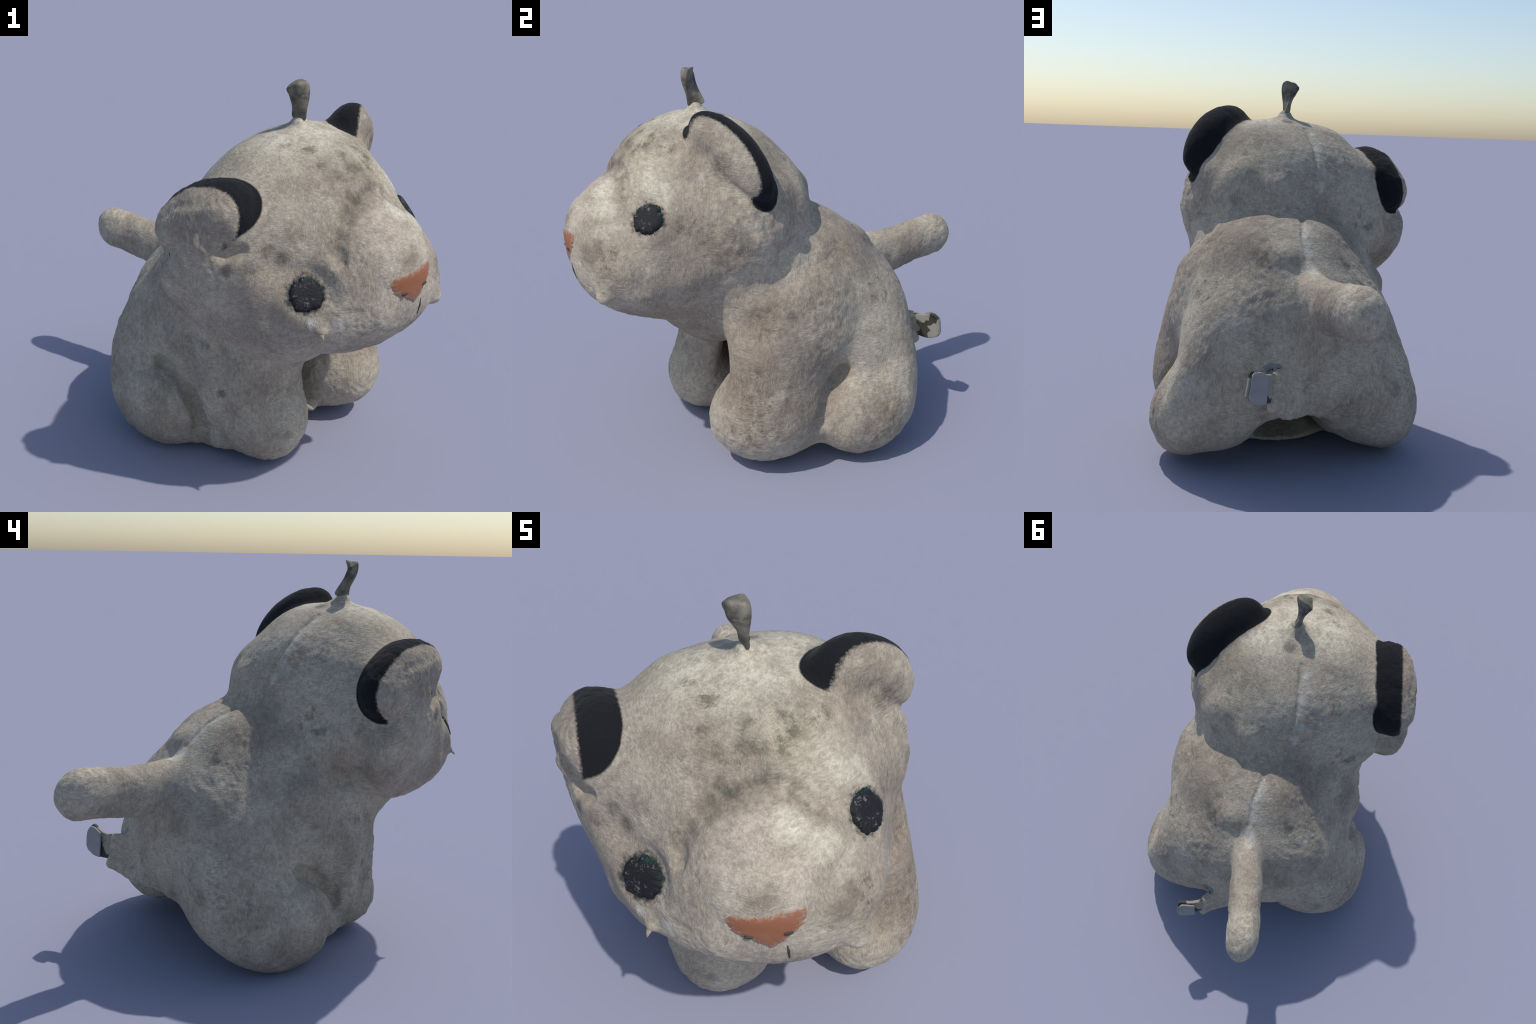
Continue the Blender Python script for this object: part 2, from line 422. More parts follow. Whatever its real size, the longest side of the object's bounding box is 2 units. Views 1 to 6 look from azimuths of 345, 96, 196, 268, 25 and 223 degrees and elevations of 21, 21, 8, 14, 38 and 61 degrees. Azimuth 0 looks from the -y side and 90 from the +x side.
# ---------------------------------------------------------------- polygonise
def surface_nets(h):
    lo, hi = np.array([-1.05, -1.35, -0.06]), np.array([1.05, 1.25, 1.92])
    n = np.ceil((hi - lo) / h).astype(int) + 1
    ax = [lo[i] + h * np.arange(n[i]) for i in range(3)]
    V = np.empty(n, np.float32)
    # coarse look first, then full detail only near the skin
    G = np.stack(np.meshgrid(*[a[::4] for a in ax], indexing="ij"), -1)
    rough = field(G.reshape(-1, 3)).reshape(G.shape[:3])
    near = [np.minimum((np.arange(k) + 2) // 4, s - 1) for k, s in zip(n, rough.shape)]
    V[:] = rough[np.ix_(*near)]
    m = np.abs(V) < 0.13
    I = np.argwhere(m)
    V[m] = field(lo + h * I)
    S = V < 0
    c = np.zeros(n - 1, int)
    for dx in (0, 1):
        for dy in (0, 1):
            for dz in (0, 1):
                c += S[dx:n[0] - 1 + dx, dy:n[1] - 1 + dy, dz:n[2] - 1 + dz]
    cells = np.argwhere((c > 0) & (c < 8))
    index = np.full(n - 1, -1)
    index[tuple(cells.T)] = np.arange(len(cells))
    acc, cnt = np.zeros((len(cells), 3)), np.zeros(len(cells))
    corners = [(dx, dy, dz) for dx in (0, 1) for dy in (0, 1) for dz in (0, 1)]
    for a in corners:
        for b in corners:
            if sum(b) - sum(a) == 1 and all(y >= x for x, y in zip(a, b)):
                va, vb = V[tuple((cells + a).T)], V[tuple((cells + b).T)]
                m = (va < 0) != (vb < 0)
                t = va[m] / (va[m] - vb[m])
                acc[m] += np.array(a) + t[:, None] * (np.array(b) - np.array(a))
                cnt[m] += 1
    verts = lo + h * (cells + acc / cnt[:, None])
    quads = []
    for axis in range(3):
        o1, o2 = (axis + 1) % 3, (axis + 2) % 3
        sl0, sl1 = [slice(None)] * 3, [slice(None)] * 3
        sl0[axis], sl1[axis] = slice(0, -1), slice(1, None)
        A, B = S[tuple(sl0)], S[tuple(sl1)]
        e = np.argwhere(A != B)
        e = e[(e[:, o1] > 0) & (e[:, o2] > 0) & (e[:, o1] < n[o1] - 1) & (e[:, o2] < n[o2] - 1)]
        flip = ~A[tuple(e.T)]
        def cell(d1, d2):
            q = e.copy()
            q[:, o1] -= d1
            q[:, o2] -= d2
            return index[tuple(q.T)]
        q = np.stack([cell(1, 1), cell(0, 1), cell(0, 0), cell(1, 0)], -1)
        q[flip] = q[flip][:, ::-1]
        quads.append(q)
    return verts, np.vstack(quads)


def subdivide(verts, quads):
    e = np.sort(np.stack([quads, np.roll(quads, -1, 1)], -1).reshape(-1, 2), 1)
    u, inv = np.unique(e, axis=0, return_inverse=True)
    nv, ne = len(verts), len(u)
    mid = verts[u].mean(1)
    cen = verts[quads].mean(1)
    E = inv.reshape(-1, 4) + nv
    C = np.arange(len(quads)) + nv + ne
    new = [np.stack([quads[:, i], E[:, i], C, E[:, i - 1]], -1) for i in range(4)]
    return np.vstack([verts, mid, cen]), np.vstack(new)


def gradient(P, eps=2e-3, base=None):
    g = np.empty_like(P)
    base = field(P) if base is None else base
    for i in range(3):
        o = np.zeros(3)
        o[i] = eps
        g[:, i] = (field(P + o) - base) / eps
    return g


def settle(P, times):
    for _ in range(times):
        d = field(P)
        g = gradient(P, base=d)
        step = -d[:, None] * g / np.maximum((g * g).sum(-1), 0.05)[:, None]
        ln = np.linalg.norm(step, axis=1, keepdims=True)
        P = P + step * np.minimum(1, 0.015 / np.maximum(ln, 1e-9))
    return P


def relax(verts, quads, times):
    """Laplacian smoothing, to even the net out before it is pulled back to the surface"""
    for _ in range(times):
        acc, cnt = np.zeros_like(verts), 2 * np.bincount(quads.ravel(), minlength=len(verts))
        for i in range(4):
            for j in (i - 1, (i + 1) % 4):
                for k in range(3):
                    acc[:, k] += np.bincount(quads[:, i], verts[quads[:, j], k], len(verts))
        verts = 0.4 * verts + 0.6 * acc / cnt[:, None]
    return verts


def normals_of(verts, quads):
    n = np.cross(verts[quads[:, 2]] - verts[quads[:, 0]], verts[quads[:, 3]] - verts[quads[:, 1]])
    out = np.zeros_like(verts)
    for i in range(4):
        for k in range(3):
            out[:, k] += np.bincount(quads[:, i], n[:, k], len(verts))
    return out / np.maximum(np.linalg.norm(out, axis=1, keepdims=True), 1e-12)


def value_noise(P, seed=0):
    """smooth 3-D lattice noise, -1..1"""
    i = np.floor(P).astype(np.int64)
    f = P - i
    f = f * f * f * (f * (f * 6 - 15) + 10)
    out = 0
    for dx in (0, 1):
        for dy in (0, 1):
            for dz in (0, 1):
                h = (i[:, 0] + dx) * 374761393 + (i[:, 1] + dy) * 668265263 + (i[:, 2] + dz) * 2147483647 + seed * 1274126177
                h = (h ^ (h >> 13)) * 1274126177
                h = (h ^ (h >> 16)) & 0xFFFFF
                w = (f[:, 0] if dx else 1 - f[:, 0]) * (f[:, 1] if dy else 1 - f[:, 1]) * (f[:, 2] if dz else 1 - f[:, 2])
                out = out + w * (h / 0x7FFFF - 1)
    return out


verts, quads = surface_nets(0.0235)
verts = relax(verts, quads, 2)
verts = settle(verts, 2)
for _ in range(2):
    verts, quads = subdivide(verts, quads)
    verts = relax(verts, quads, 1)
    verts = settle(verts, 1)

smooth_normals = normals_of(verts, quads)
probe = np.arange(0, len(verts), 50)
if np.einsum("ij,ij->i", smooth_normals[probe], gradient(verts[probe])).mean() < 0:
    quads, smooth_normals = quads[:, ::-1], -smooth_normals
smooth_verts = verts.copy()

# matted pile: low lumps, then tufts combed down the body, deeper on back and flanks
def pile(P):
    Q = P * np.array([1, 1, 0.75])
    w = 0.5 + 0.5 * np.clip(value_noise(P * 3.1, 5) * 1.6, -1, 1)
    Q = Q + 0.02 * np.stack([value_noise(P * 11, 11), value_noise(P * 11, 12), value_noise(P * 11, 13)], -1)
    lumps = value_noise(Q * 8, 1) * 0.004 * (0.5 + w) + value_noise(Q * 17, 2) * 0.0045 * (0.25 + w)
    tufts = value_noise(Q * 38, 3) * 0.0034 * (0.2 + w) + value_noise(Q * 75, 4) * 0.0014 * (0.3 + w)
    return 0.85 * (lumps + tufts)
calm = np.ones(len(verts))          # the pile lies flat round the eyes and the nose
for c, r in [(EYES[0], 0.10), (EYES[1], 0.10), (NOSE_AT, 0.15)]:
    calm *= 1 - 0.85 * np.exp(-(np.linalg.norm(verts - to_toy(c), axis=1) / r) ** 4)
verts = verts + smooth_normals * (pile(verts) * calm)[:, None]
verts[:, 2] = np.maximum(verts[:, 2], 0)
world = to_world(verts)
all_normals = normals_of(world, quads)
probe = np.arange(0, len(world), 50)
if np.einsum("ij,ij->i", all_normals[probe], gradient(smooth_verts[probe]) @ FRAME).mean() < 0:
    quads = quads[:, ::-1]
    all_normals = -all_normals

# ---------------------------------------------------------------- which part a face belongs to
Pc = smooth_verts[quads].mean(1)
D = pieces(Pc)
kinds = ["torso", "head", "foreleg", "foreleg", "hindleg", "hindleg", "tail", "ear", "ear"]
score = np.stack([D["torso"], D["head"], D["legFR"], D["legFL"], D["legHR"], D["legHL"], D["tail"], D["earL"], D["earR"]], -1)
score[:, 2:6] += 0.05
score[:, 7:9] += 0.005
face_part = score.argmin(1)


# ---------------------------------------------------------------- nodes
class Nodes:
    def __init__(self, name):
        self.mat = bpy.data.materials.new(name)
        self.mat.use_nodes = True
        self.t = self.mat.node_tree
        self.bsdf = self.t.nodes["Principled BSDF"]
        self.coord = self.t.nodes.new("ShaderNodeTexCoord").outputs["Object"]

    def link(self, value, socket):
        if hasattr(value, "links") or isinstance(value, bpy.types.NodeSocket):
            self.t.links.new(value, socket)
        else:
            socket.default_value = value

    def math(self, op, a, b=0.0, clamp=False):
        n = self.t.nodes.new("ShaderNodeMath")
        n.operation, n.use_clamp = op, clamp
        self.link(a, n.inputs[0])
        self.link(b, n.inputs[1])
        return n.outputs[0]

    def vec(self, op, a, b=(0, 0, 0)):
        n = self.t.nodes.new("ShaderNodeVectorMath")
        n.operation = op
        self.link(a, n.inputs[0])
        self.link(b, n.inputs[1])
        return n.outputs["Value"] if op in ("DOT_PRODUCT", "LENGTH", "DISTANCE") else n.outputs["Vector"]

    def noise(self, scale, detail=3, rough=0.55, stretch=None, distort=0.0):
        n = self.t.nodes.new("ShaderNodeTexNoise")
        n.inputs["Scale"].default_value = scale
        n.inputs["Detail"].default_value = detail
        n.inputs["Roughness"].default_value = rough
        n.inputs["Distortion"].default_value = distort
        src = self.coord
        if stretch:
            src = self.vec("MULTIPLY", self.coord, stretch)
        self.t.links.new(src, n.inputs["Vector"])
        return n.outputs["Fac"]

    def ramp(self, fac, lo, hi, a=0.0, b=1.0):
        n = self.t.nodes.new("ShaderNodeMapRange")
        n.interpolation_type = "SMOOTHSTEP"
        self.link(fac, n.inputs["Value"])
        for s, v in zip(("From Min", "From Max", "To Min", "To Max"), (lo, hi, a, b)):
            n.inputs[s].default_value = v
        return n.outputs["Result"]

    def mix(self, fac, a, b, kind="MIX"):
        n = self.t.nodes.new("ShaderNodeMix")
        n.data_type, n.blend_type = "RGBA", kind
        self.link(fac, n.inputs["Factor"])
        for v, s in ((a, n.inputs[6]), (b, n.inputs[7])):
            self.link((*v, 1) if isinstance(v, tuple) else v, s)
        return n.outputs[2]

    def bump(self, height, strength, dist):
        n = self.t.nodes.new("ShaderNodeBump")
        n.inputs["Strength"].default_value = strength
        n.inputs["Distance"].default_value = dist
        self.link(height, n.inputs["Height"])
        self.link(n.outputs[0], self.bsdf.inputs["Normal"])

    def spot(self, centre, radius, ragged=0.35, soft=0.5, freq=None):
        """1 inside a ragged ball round `centre` (world), 0 outside"""
        d = self.vec("DISTANCE", self.coord, tuple(centre))
        n = freq if freq is not None else self.rag
        d = self.math("ADD", self.math("DIVIDE", d, radius), self.math("MULTIPLY", self.math("SUBTRACT", n, 0.5), ragged * 2))
        return self.ramp(d, 1.0, 1.0 - soft)



def plush_material():
    N = Nodes("matted_plush")
    big, mid, fine = N.noise(2.3, 3), N.noise(8, 4, 0.6), N.noise(40, 5, 0.7)
    hair = N.noise(210, 3, 0.7, stretch=(1, 1, 0.4), distort=1.2)
    N.rag = N.noise(11, 6, 0.72, distort=0.4)
    col = N.mix(N.ramp(big, 0.36, 0.62), PLUSH_GREY, PLUSH_CREAM)
    col = N.mix(N.math("MULTIPLY", N.ramp(mid, 0.5, 0.72), 0.55), col, PLUSH_BROWN)
    col = N.mix(N.math("MULTIPLY", N.ramp(N.noise(5.2, 5, 0.65), 0.56, 0.72), 0.35), col, PLUSH_PALE)
    # patches of colour that sit in known places
    patchy = N.ramp(N.noise(14, 4, 0.6), 0.3, 0.62)
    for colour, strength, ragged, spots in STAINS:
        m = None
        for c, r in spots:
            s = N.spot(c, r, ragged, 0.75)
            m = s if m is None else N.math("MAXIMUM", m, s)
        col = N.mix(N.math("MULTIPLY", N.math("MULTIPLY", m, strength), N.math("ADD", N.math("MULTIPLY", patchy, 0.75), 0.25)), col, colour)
    # zones of broken smears and curled dirty tufts
    for colour, strength, scale, low, high, spots in SMEARS:
        m = None
        for c, r in spots:
            s = N.spot(c, r, 0.45, 0.6)
            m = s if m is None else N.math("MAXIMUM", m, s)
        broken = N.ramp(N.noise(scale, 6, 0.74, distort=0.15), low, high)
        col = N.mix(N.math("MULTIPLY", N.math("MULTIPLY", m, broken), strength), col, colour)
    # light and dark strands of the pile, lying this way and that
    across = N.noise(125, 3, 0.65, stretch=(1, 1, 0.28), distort=0.8)
    along = N.noise(125, 3, 0.65, stretch=(0.45, 0.28, 1), distort=0.8)
    lie = N.ramp(N.noise(4.5, 2), 0.46, 0.54)
    n = N.t.nodes.new("ShaderNodeMix")
    N.link(lie, n.inputs[0])
    N.link(across, n.inputs[2])
    N.link(along, n.inputs[3])
    strands = n.outputs[0]
    col = N.mix(1.0, col, N.mix(N.ramp(fine, 0.3, 0.7), (0.84, 0.82, 0.80), (1.11, 1.115, 1.11)), "MULTIPLY")
    col = N.mix(1.0, col, N.mix(N.ramp(strands, 0.3, 0.7), (0.82, 0.805, 0.785), (1.14, 1.145, 1.14)), "MULTIPLY")
    col = N.mix(1.0, col, N.mix(N.ramp(hair, 0.28, 0.72), (0.88, 0.875, 0.87), (1.10, 1.10, 1.10)), "MULTIPLY")
    # smudged fur round the eyes
    for c, r in EYE_SMUDGE:
        col = N.mix(N.math("MULTIPLY", N.spot(c, r, 0.55, 0.4, N.noise(34, 5, 0.75)), 0.95), col, EYE_DARK)
    # black backs of the ears, with a ragged hairline
    fur_edge = N.math("MULTIPLY", N.math("SUBTRACT", N.noise(85, 3, 0.7), 0.5), 0.024)
    for e in EARS:
        q = N.vec("SUBTRACT", N.coord, tuple(e["centre"]))
        inside = N.vec("LENGTH", N.vec("MULTIPLY", N.combine3(*[N.vec("DOT_PRODUCT", q, tuple(a)) for a in e["axes"]]), tuple(1 / r for r in e["reach"])))
        inside = N.ramp(N.math("ADD", inside, fur_edge), 1.02, 0.98)
        back = N.vec("DOT_PRODUCT", N.vec("SUBTRACT", N.coord, tuple(e["edge"])), tuple(e["back"]))
        back = N.ramp(N.math("ADD", back, fur_edge), -0.006, 0.008)
        black = N.math("MULTIPLY", inside, back)
        for c, r in e["clear"]:
            black = N.math("MULTIPLY", black, N.math("SUBTRACT", 1.0, N.spot(c, r, 0.15, 0.2)))
        col = N.mix(black, col, EAR_BLACK)
    N.link(col, N.bsdf.inputs["Base Color"])
    N.bsdf.inputs["Roughness"].default_value = 0.95
    N.bsdf.inputs["Specular IOR Level"].default_value = 0.1
    N.bsdf.inputs["Sheen Weight"].default_value = 0.06
    N.bump(N.math("ADD", N.math("MULTIPLY", fine, 0.5), N.math("MULTIPLY", strands, 0.6)), 0.6, 0.010)
    return N.mat


def combine3(self, a, b, c):
    n = self.t.nodes.new("ShaderNodeCombineXYZ")
    for v, s in zip((a, b, c), n.inputs):
        self.link(v, s)
    return n.outputs[0]


Nodes.combine3 = combine3


def plain(name, build):
    N = Nodes(name)
    build(N)
    return N.mat


def eye_build(N):
    # dark bead: black centre, dull teal ring, pale flecks
    c = N.vec("LENGTH", N.vec("MULTIPLY", N.vec("ADD", N.coord, (-0.006, 0.010, 0)), (1, 1, 0)))
    wob = N.math("MULTIPLY", N.math("SUBTRACT", N.noise(30, 3), 0.5), 0.03)
    ring = N.math("MULTIPLY", N.ramp(N.math("ADD", c, wob), 0.070, 0.080), N.ramp(N.noise(18, 2), 0.35, 0.6))
    col = N.mix(ring, (0.010, 0.010, 0.012), (0.006, 0.035, 0.032))
    specks = N.math("MULTIPLY", N.ramp(N.noise(75, 4, 0.65, distort=1.0), 0.575, 0.64), N.ramp(N.noise(16, 2), 0.42, 0.58))
    col = N.mix(N.math("MULTIPLY", specks, 0.75), col, (0.16, 0.165, 0.17))
    N.link(col, N.bsdf.inputs["Base Color"])
    N.bsdf.inputs["Roughness"].default_value = 0.6
    N.bsdf.inputs["Specular IOR Level"].default_value = 0.3
    N.bump(N.noise(70, 4, 0.7), 0.7, 0.008)


def nose_build(N):
    col = N.mix(N.noise(26, 4), (0.27, 0.098, 0.045), (0.35, 0.135, 0.062))
    col = N.mix(N.math("MULTIPLY", N.ramp(N.noise(11, 3), 0.5, 0.7), 0.5), col, (0.30, 0.135, 0.095))
    # the felt is worn away towards its edge and the fur shows through
    xyz = N.t.nodes.new("ShaderNodeSeparateXYZ")
    N.link(N.coord, xyz.inputs[0])
    x, y = N.math("ABSOLUTE", xyz.outputs[0]), xyz.outputs[1]
    m = N.math("MAXIMUM", N.math("DIVIDE", y, 0.060), N.math("DIVIDE", x, 0.138))
    m = N.math("MAXIMUM", m, N.math("DIVIDE", N.math("SUBTRACT", N.math("MULTIPLY", x, 0.72), y), 0.102))
    worn = N.ramp(N.math("ADD", m, N.math("MULTIPLY", N.math("SUBTRACT", N.noise(75, 5, 0.75, distort=0.6), 0.5), 1.3)), 0.72, 1.02)
    col = N.mix(N.math("MULTIPLY", worn, 0.9), col, (0.33, 0.285, 0.23))
    N.link(col, N.bsdf.inputs["Base Color"])
    N.bsdf.inputs["Roughness"].default_value = 0.8
    N.bump(N.noise(140, 3), 0.25, 0.004)


def strap_build(N):
    col = N.mix(N.ramp(N.noise(17, 4), 0.3, 0.7), (0.060, 0.056, 0.044), (0.22, 0.20, 0.16))
    col = N.mix(N.math("MULTIPLY", N.ramp(N.noise(45, 3), 0.55, 0.75), 0.5), col, (0.30, 0.28, 0.24))
    N.link(col, N.bsdf.inputs["Base Color"])
    N.bsdf.inputs["Roughness"].default_value = 0.9
    N.bump(N.noise(80, 3), 0.4, 0.006)


def printed_build(N):
    v = N.t.nodes.new("ShaderNodeTexVoronoi")
    v.inputs["Scale"].default_value = 75
    N.link(N.coord, v.inputs["Vector"])
    dots = N.math("MULTIPLY", N.ramp(v.outputs["Distance"], 0.42, 0.30), N.ramp(N.noise(22, 2), 0.42, 0.58))
    col = N.mix(dots, (0.25, 0.252, 0.24), (0.035, 0.034, 0.03))
    N.link(col, N.bsdf.inputs["Base Color"])
    N.bsdf.inputs["Roughness"].default_value = 0.9


def ribbon_build(N):
    col = N.mix(N.ramp(N.noise(16, 2, 0.4), 0.48, 0.52), (0.055, 0.055, 0.04), (0.33, 0.31, 0.26))
    N.link(col, N.bsdf.inputs["Base Color"])
    N.bsdf.inputs["Roughness"].default_value = 0.85


def label_build(N):
    col = N.mix(N.noise(9, 2), (0.20, 0.192, 0.18), (0.38, 0.38, 0.385))
    N.link(col, N.bsdf.inputs["Base Color"])
    N.bsdf.inputs["Roughness"].default_value = 0.8
    N.bump(N.noise(30, 4), 0.5, 0.01)


def dark_build(N):
    N.link(N.mix(N.noise(40, 2), (0.03, 0.028, 0.028), (0.075, 0.062, 0.056)), N.bsdf.inputs["Base Color"])
    N.bsdf.inputs["Roughness"].default_value = 0.8


PLUSH = plush_material()
EYE, NOSE, STRAP = plain("dull_black_bead", eye_build), plain("orange_felt", nose_build), plain("grimy_webbing", strap_build)
PRINTED, RIBBON, LABEL, DARK = plain("dotted_print", printed_build), plain("olive_ribbon", ribbon_build), plain("satin_label", label_build), plain("dark_thread", dark_build)

# ---------------------------------------------------------------- objects
top = bpy.data.objects.new("plush_toy", None)
bpy.context.scene.collection.objects.link(top)
top["label"] = "grubby cream plush animal, tilted head, black-backed ears, orange nose"
top["category"] = "plush toy"


def add(name, v, f, mat, parent=top, normals=None, smooth=True):
    me = bpy.data.meshes.new(name)
    if isinstance(f, np.ndarray):
        v = np.asarray(v, np.float32)
        me.vertices.add(len(v))
        me.vertices.foreach_set("co", v.ravel())
        k = f.shape[1]
        me.loops.add(f.size)
        me.loops.foreach_set("vertex_index", f.astype(np.int32).ravel())
        me.polygons.add(len(f))
        me.polygons.foreach_set("loop_start", np.arange(0, f.size, k, dtype=np.int32))
        me.update(calc_edges=True)
        me.validate()
    else:
        me.from_pydata([tuple(p) for p in v], [], f)
    me.polygons.foreach_set("use_smooth", [smooth] * len(me.polygons))
    me.materials.append(mat)
    if normals is not None:
        me.normals_split_custom_set_from_vertices(normals.tolist())
    o = bpy.data.objects.new(name, me)
    bpy.context.scene.collection.objects.link(o)
    o.parent = parent
    o.matrix_parent_inverse = parent.matrix_basis.inverted()
    return o


made = {}
for i, kind in enumerate(kinds):
    f = quads[face_part == i]
    used, inv = np.unique(f, return_inverse=True)
    made[i] = add(kind, world[used], inv.reshape(f.shape), PLUSH, normals=all_normals[used])
HEAD, TORSO = made[1], made[0]


def on_surface(P, n):
    """slide toy-frame points along n onto the soft surface"""
    t = np.zeros(len(P))
    for _ in range(25):
        d = field(P + t[:, None] * n)
        t -= 0.7 * np.clip(d, -0.02, 0.02)
    return P + t[:, None] * n


def basis(centre, up, face=None):
    """outward normal of the surface there, with the two tangents"""
    n = gradient(np.array([centre]), 0.02)[0]
    if face is not None:
        n = np.array(face, float)
    n /= np.linalg.norm(n)
    v = np.array(up, float)
    v -= n * (v @ n)
    v /= np.linalg.norm(v)
    return n, np.cross(v, n), v


def pad(name, centre_world, outline, thick, mat, parent, up=(0, 0, 1), rim=0.35, rings=14, segs=72, sink=0.004, local=False, face=None):
    """a raised cushion lying on the plush: outline(angle) gives its radius"""
    c = to_toy(centre_world)
    c = settle(np.array([c]), 6)[0]
    n, t, v = basis(c, up, face)
    pts = [c[None]]
    lift = [np.array([thick])]
    ang = np.linspace(0, 2 * math.pi, segs, endpoint=False)
    R = np.array([outline(a) for a in ang])
    rr = [(k + 1) / rings for k in range(rings)]
    for s in rr:
        pts.append(c + (s * R * np.cos(ang))[:, None] * t + (s * R * np.sin(ang))[:, None] * v)
        edge = max(0.0, (s - (1 - rim)) / rim)
        lift.append(np.full(segs, (thick + sink) * math.sqrt(max(0, 1 - edge ** 2)) - sink))
    P = on_surface(np.vstack(pts), n[None])
    P = P + np.concatenate(lift)[:, None] * n
    faces = [(0, 1 + i, 1 + (i + 1) % segs) for i in range(segs)]
    for k in range(rings - 1):
        a, b = 1 + k * segs, 1 + (k + 1) * segs
        faces += [(a + i, b + i, b + (i + 1) % segs, a + (i + 1) % segs) for i in range(segs)]
    M = np.stack([t, v, n], 1)
    W = to_world(P)
    if not local:
        return add(name, W, faces, mat, parent), c, n, t, v
    from mathutils import Matrix
    A = np.eye(4)
    A[:3, :3] = FRAME.T @ M
    A[:3, 3] = to_world(c)
    o = add(name, (P - c) @ M, faces, mat, parent)
    o.matrix_basis = Matrix(A.tolist())
    return o, c, n, t, v


# ---------------------------------------------------------------- eyes
for k, c in enumerate(EYES):
    def bead(a, k=k):
        q = np.array([[3 * math.cos(a) + 9 * k, 3 * math.sin(a), 4.0]])
        return 0.076 * (1 + 0.09 * value_noise(q, 41)[0] + 0.06 * value_noise(q * 3.5, 42)[0] + 0.025 * value_noise(q * 9, 43)[0])
    eye, *_ = pad("eye", c, bead, 0.018, EYE, HEAD, rim=0.5, local=True, segs=120, face=SOCKETS[k][1])

# ---------------------------------------------------------------- nose, nostrils, mouth thread
def nose_outline(a):
    # wide at the top, rounded point at the bottom
    x, y = math.cos(a), math.sin(a)
    top = 0.062 / max(y, 1e-6) if y > 0 else 9
    side = 0.142 / (abs(x) + 1e-6) if y > -0.05 else 9
    low = 0.106 / max(0.72 * abs(x) - y * 1.0, 1e-6)
    r = (min(top, 0.3) ** -4 + min(side, 0.3) ** -4 + min(max(low, 0), 0.3) ** -4) ** -0.25
    return r * (1 + 0.03 * math.sin(3 * a + 1) + 0.02 * math.sin(11 * a) + 0.02 * math.sin(29 * a + 1) + 0.015 * math.sin(41 * a))

NOSE_UP = to_toy(np.array((0.457, -0.935, 1.255)) - np.array((0.488, -0.933, 1.062)))
nose, nc, nn, nt, nv = pad("nose", NOSE_AT, nose_outline, 0.008, NOSE, HEAD, up=NOSE_UP, rim=0.5, segs=160, local=True)
for c in ((0.428, -0.959, 1.098), (0.538, -0.909, 1.117)):
    pad("nostril", c, lambda a: 0.018 / math.hypot(math.cos(a), 2.6 * math.sin(a)) * 1.0, 0.013, DARK, nose, up=NOSE_UP, rings=5, segs=24)


def tube(name, path, radii, mat, parent, flat=1.0, side=None, segs=14, cup=0.0, caps=True):
    """loft round a spine (world points); flat squeezes it across, cup folds it to a channel"""
    path = np.array(path, float)
    V, F = [], []
    for i, p in enumerate(path):
        d = path[min(i + 1, len(path) - 1)] - path[max(i - 1, 0)]
        d /= np.linalg.norm(d)
        s = np.array((0.3, 0.8, 0.5) if side is None else side[i] if isinstance(side, list) else side, float)
        s -= d * (s @ d)
        s /= np.linalg.norm(s)
        b = np.cross(d, s)
        r = radii[i]
        fl = flat[i] if isinstance(flat, (list, tuple)) else flat
        cu = cup[i] if isinstance(cup, (list, tuple)) else cup
        for j in range(segs):
            a = 2 * math.pi * j / segs
            x, y = r * math.cos(a), r * fl * math.sin(a)
            y -= cu * r * (1 - (x / r) ** 2) * (1.0 if math.sin(a) > 0 else 0.55)
            V.append(p + x * s + y * b)
    n = len(path)
    for i in range(n - 1):
        F += [(i * segs + j, i * segs + (j + 1) % segs, (i + 1) * segs + (j + 1) % segs, (i + 1) * segs + j) for j in range(segs)]
    if caps:
        F += [tuple(reversed(range(segs))), tuple(range((n - 1) * segs, n * segs))]
    return add(name, V, F, mat, parent)


mouth = [to_toy(p) for p in ((0.535, -0.905, 1.043), (0.537, -0.898, 1.008), (0.534, -0.883, 0.958))]
mouth = settle(np.array(mouth), 4)
tube("mouth_thread", to_world(mouth), [0.002, 0.005, 0.002], DARK, HEAD, segs=8)

# ---------------------------------------------------------------- hanging loop on the crown
spine = [(0.147, -0.362, 1.745), (0.145, -0.366, 1.772), (0.142, -0.374, 1.800), (0.139, -0.384, 1.835), (0.134, -0.394, 1.870), (0.128, -0.400, 1.898), (0.124, -0.402, 1.915), (0.122, -0.402, 1.922)]
wide = [0.048, 0.040, 0.036, 0.042, 0.050, 0.051, 0.046, 0.033]
twist = [(math.cos(t), math.sin(t), 0.0) for t in (-1.15, -1.0, -0.85, -0.6, -0.35, -0.15, 0.0, 0.1)]
loop = tube("hanging_loop", spine, wide, STRAP, top, flat=[0.45, 0.42, 0.42, 0.5, 0.6, 0.66, 0.7, 0.7], side=twist, segs=28, cup=[0.2, 0.3, 0.35, 0.45, 0.5, 0.4, 0.25, 0.1])
for v in loop.data.vertices:      # grubby, creased webbing
    p = np.array([v.co[:]])
    v.co = (p + 0.009 * np.stack([value_noise(p * np.array([42, 42, 18]), s) for s in (21, 22, 23)], -1))[0].tolist()
sub = loop.modifiers.new("round", "SUBSURF")
sub.levels = sub.render_levels = 2

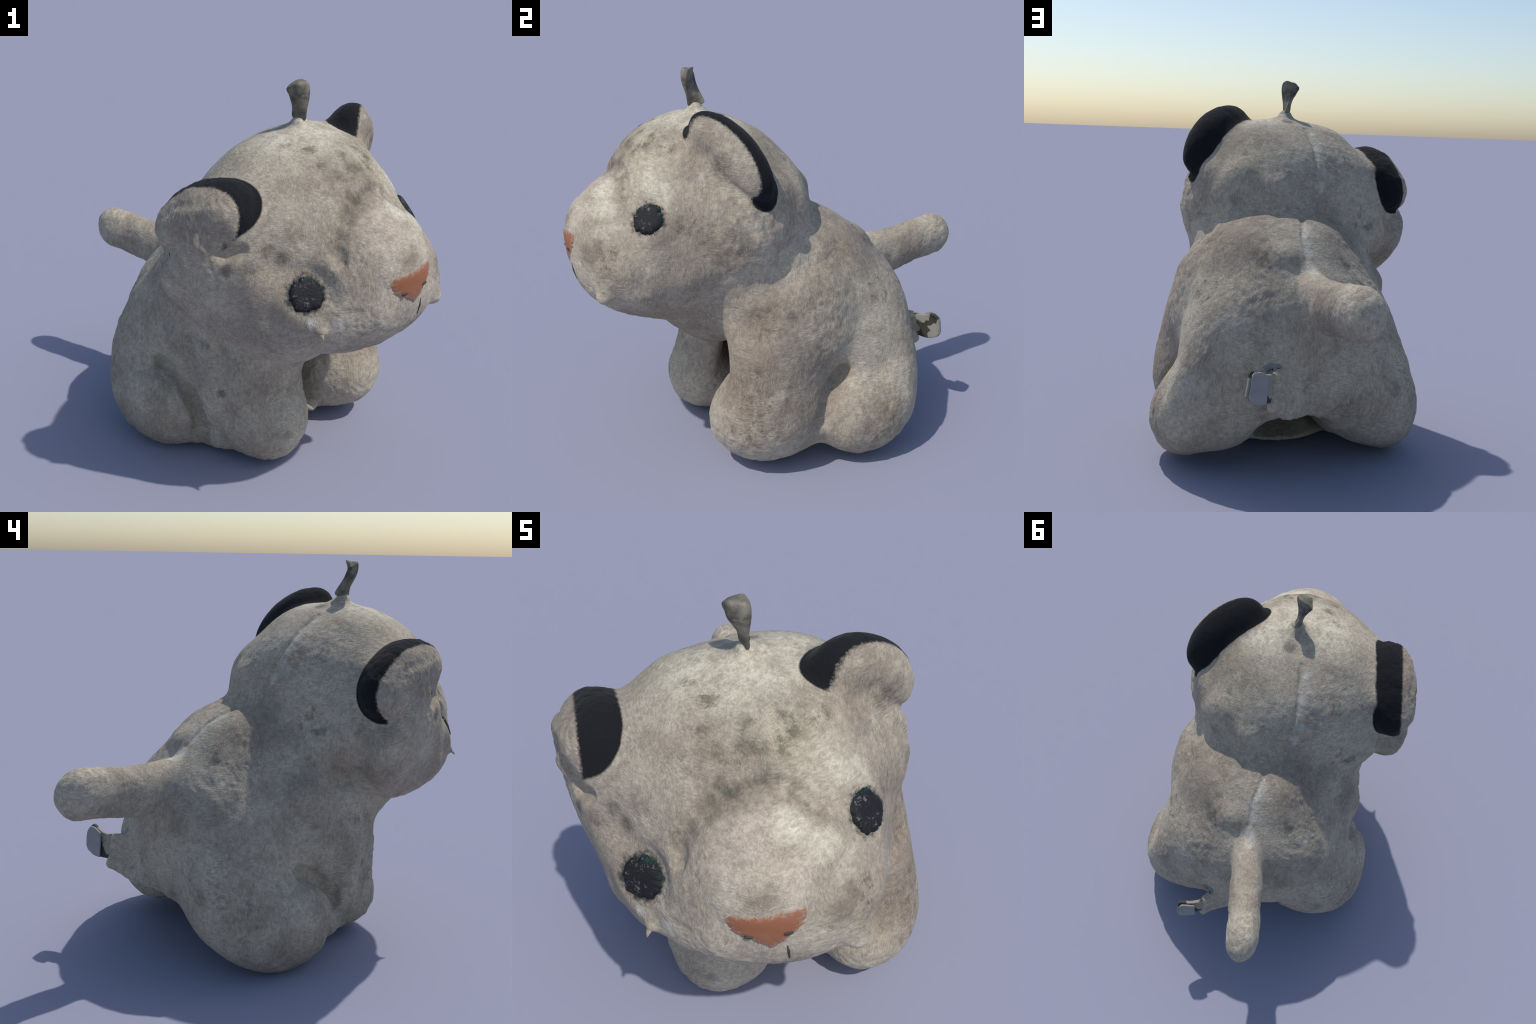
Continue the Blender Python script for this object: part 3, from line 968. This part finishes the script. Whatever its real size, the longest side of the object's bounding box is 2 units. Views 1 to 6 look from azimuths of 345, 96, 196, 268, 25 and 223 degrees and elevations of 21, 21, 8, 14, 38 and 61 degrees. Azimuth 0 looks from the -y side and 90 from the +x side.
# ---------------------------------------------------------------- sewn-in tag at the rump
def ribbon(name, rows, thick, mat, parent):
    """a strip with real thickness: rows of (bottom, top) world points along its length"""
    rows = np.array(rows, float)
    t = np.linspace(0, 1, len(rows))
    fine = np.linspace(0, 1, 4 * len(rows))
    rows = np.stack([np.stack([np.interp(fine, t, rows[:, i, k]) for k in range(3)], -1) for i in range(2)], 1)
    n = len(rows)
    d = np.gradient(rows.mean(1), axis=0)
    w = rows[:, 1] - rows[:, 0]
    s = np.cross(d, w)
    s /= np.linalg.norm(s, axis=1, keepdims=True)
    V, m = [], 13
    for i in range(n):
        for j in range(m):
            p = rows[i, 0] + w[i] * j / (m - 1)
            q = p[None]
            p = p + s[i] * 0.016 * value_noise(q * 13, 31)[0] + w[i] * 0.07 * value_noise(q * 22, 32)[0]
            V += [p + s[i] * thick / 2, p - s[i] * thick / 2]
    F = []
    A = lambda i, j, k: (i * m + j) * 2 + k
    for i in range(n - 1):
        for j in range(m - 1):
            F.append((A(i, j, 0), A(i + 1, j, 0), A(i + 1, j + 1, 0), A(i, j + 1, 0)))
            F.append((A(i, j, 1), A(i, j + 1, 1), A(i + 1, j + 1, 1), A(i + 1, j, 1)))
        for j in (0, m - 1):
            q = (A(i, j, 0), A(i, j, 1), A(i + 1, j, 1), A(i + 1, j, 0))
            F.append(q if j == 0 else q[::-1])
    for i in (0, n - 1):
        for j in range(m - 1):
            q = (A(i, j, 0), A(i, j + 1, 0), A(i, j + 1, 1), A(i, j, 1))
            F.append(q if i == 0 else q[::-1])
    o = add(name, V, F, mat, parent, smooth=True)
    b = o.modifiers.new("rounded edge", "BEVEL")
    b.width, b.segments, b.limit_method = thick * 0.3, 2, "ANGLE"
    return o


tag = bpy.data.objects.new("sewn_tag", None)
bpy.context.scene.collection.objects.link(tag)
tag.parent = top
tag_path = [((-0.192, 0.735, 0.425), (-0.192, 0.735, 0.565)), ((-0.184, 0.785, 0.422), (-0.186, 0.780, 0.560)), ((-0.172, 0.820, 0.430), (-0.178, 0.820, 0.555)),
            ((-0.150, 0.858, 0.438), (-0.158, 0.852, 0.566)), ((-0.122, 0.896, 0.448), (-0.132, 0.888, 0.590)), ((-0.098, 0.922, 0.464), (-0.110, 0.908, 0.592)), ((-0.088, 0.930, 0.482), (-0.098, 0.916, 0.578))]
ribbon("tag_ribbon", tag_path, 0.018, RIBBON, tag)
# the woven label lies on the outer half of the ribbon, a little proud of it
proud = np.array([-0.90, 0.43, 0.0]) * 0.022
ribbon("tag_label", [(np.array(a) + proud, np.array(b) + proud * 1.1) for a, b in tag_path[3:]], 0.010, LABEL, tag)
pad("dotted_patch", (-0.182, 0.709, 0.548), lambda a: 0.050 / math.hypot(math.cos(a), 1.1 * math.sin(a)) * (1 + 0.08 * math.sin(3 * a) + 0.05 * math.sin(7 * a)), 0.004, PRINTED, tag, rings=8)

# loose wisps where the lip was pulled
tube("fur_wisp", [(0.060, -0.940, 0.966), (0.061, -0.962, 0.957), (0.061, -0.978, 0.946), (0.061, -0.985, 0.935)], [0.020, 0.013, 0.007, 0.002], PLUSH, HEAD, flat=0.6, segs=10)
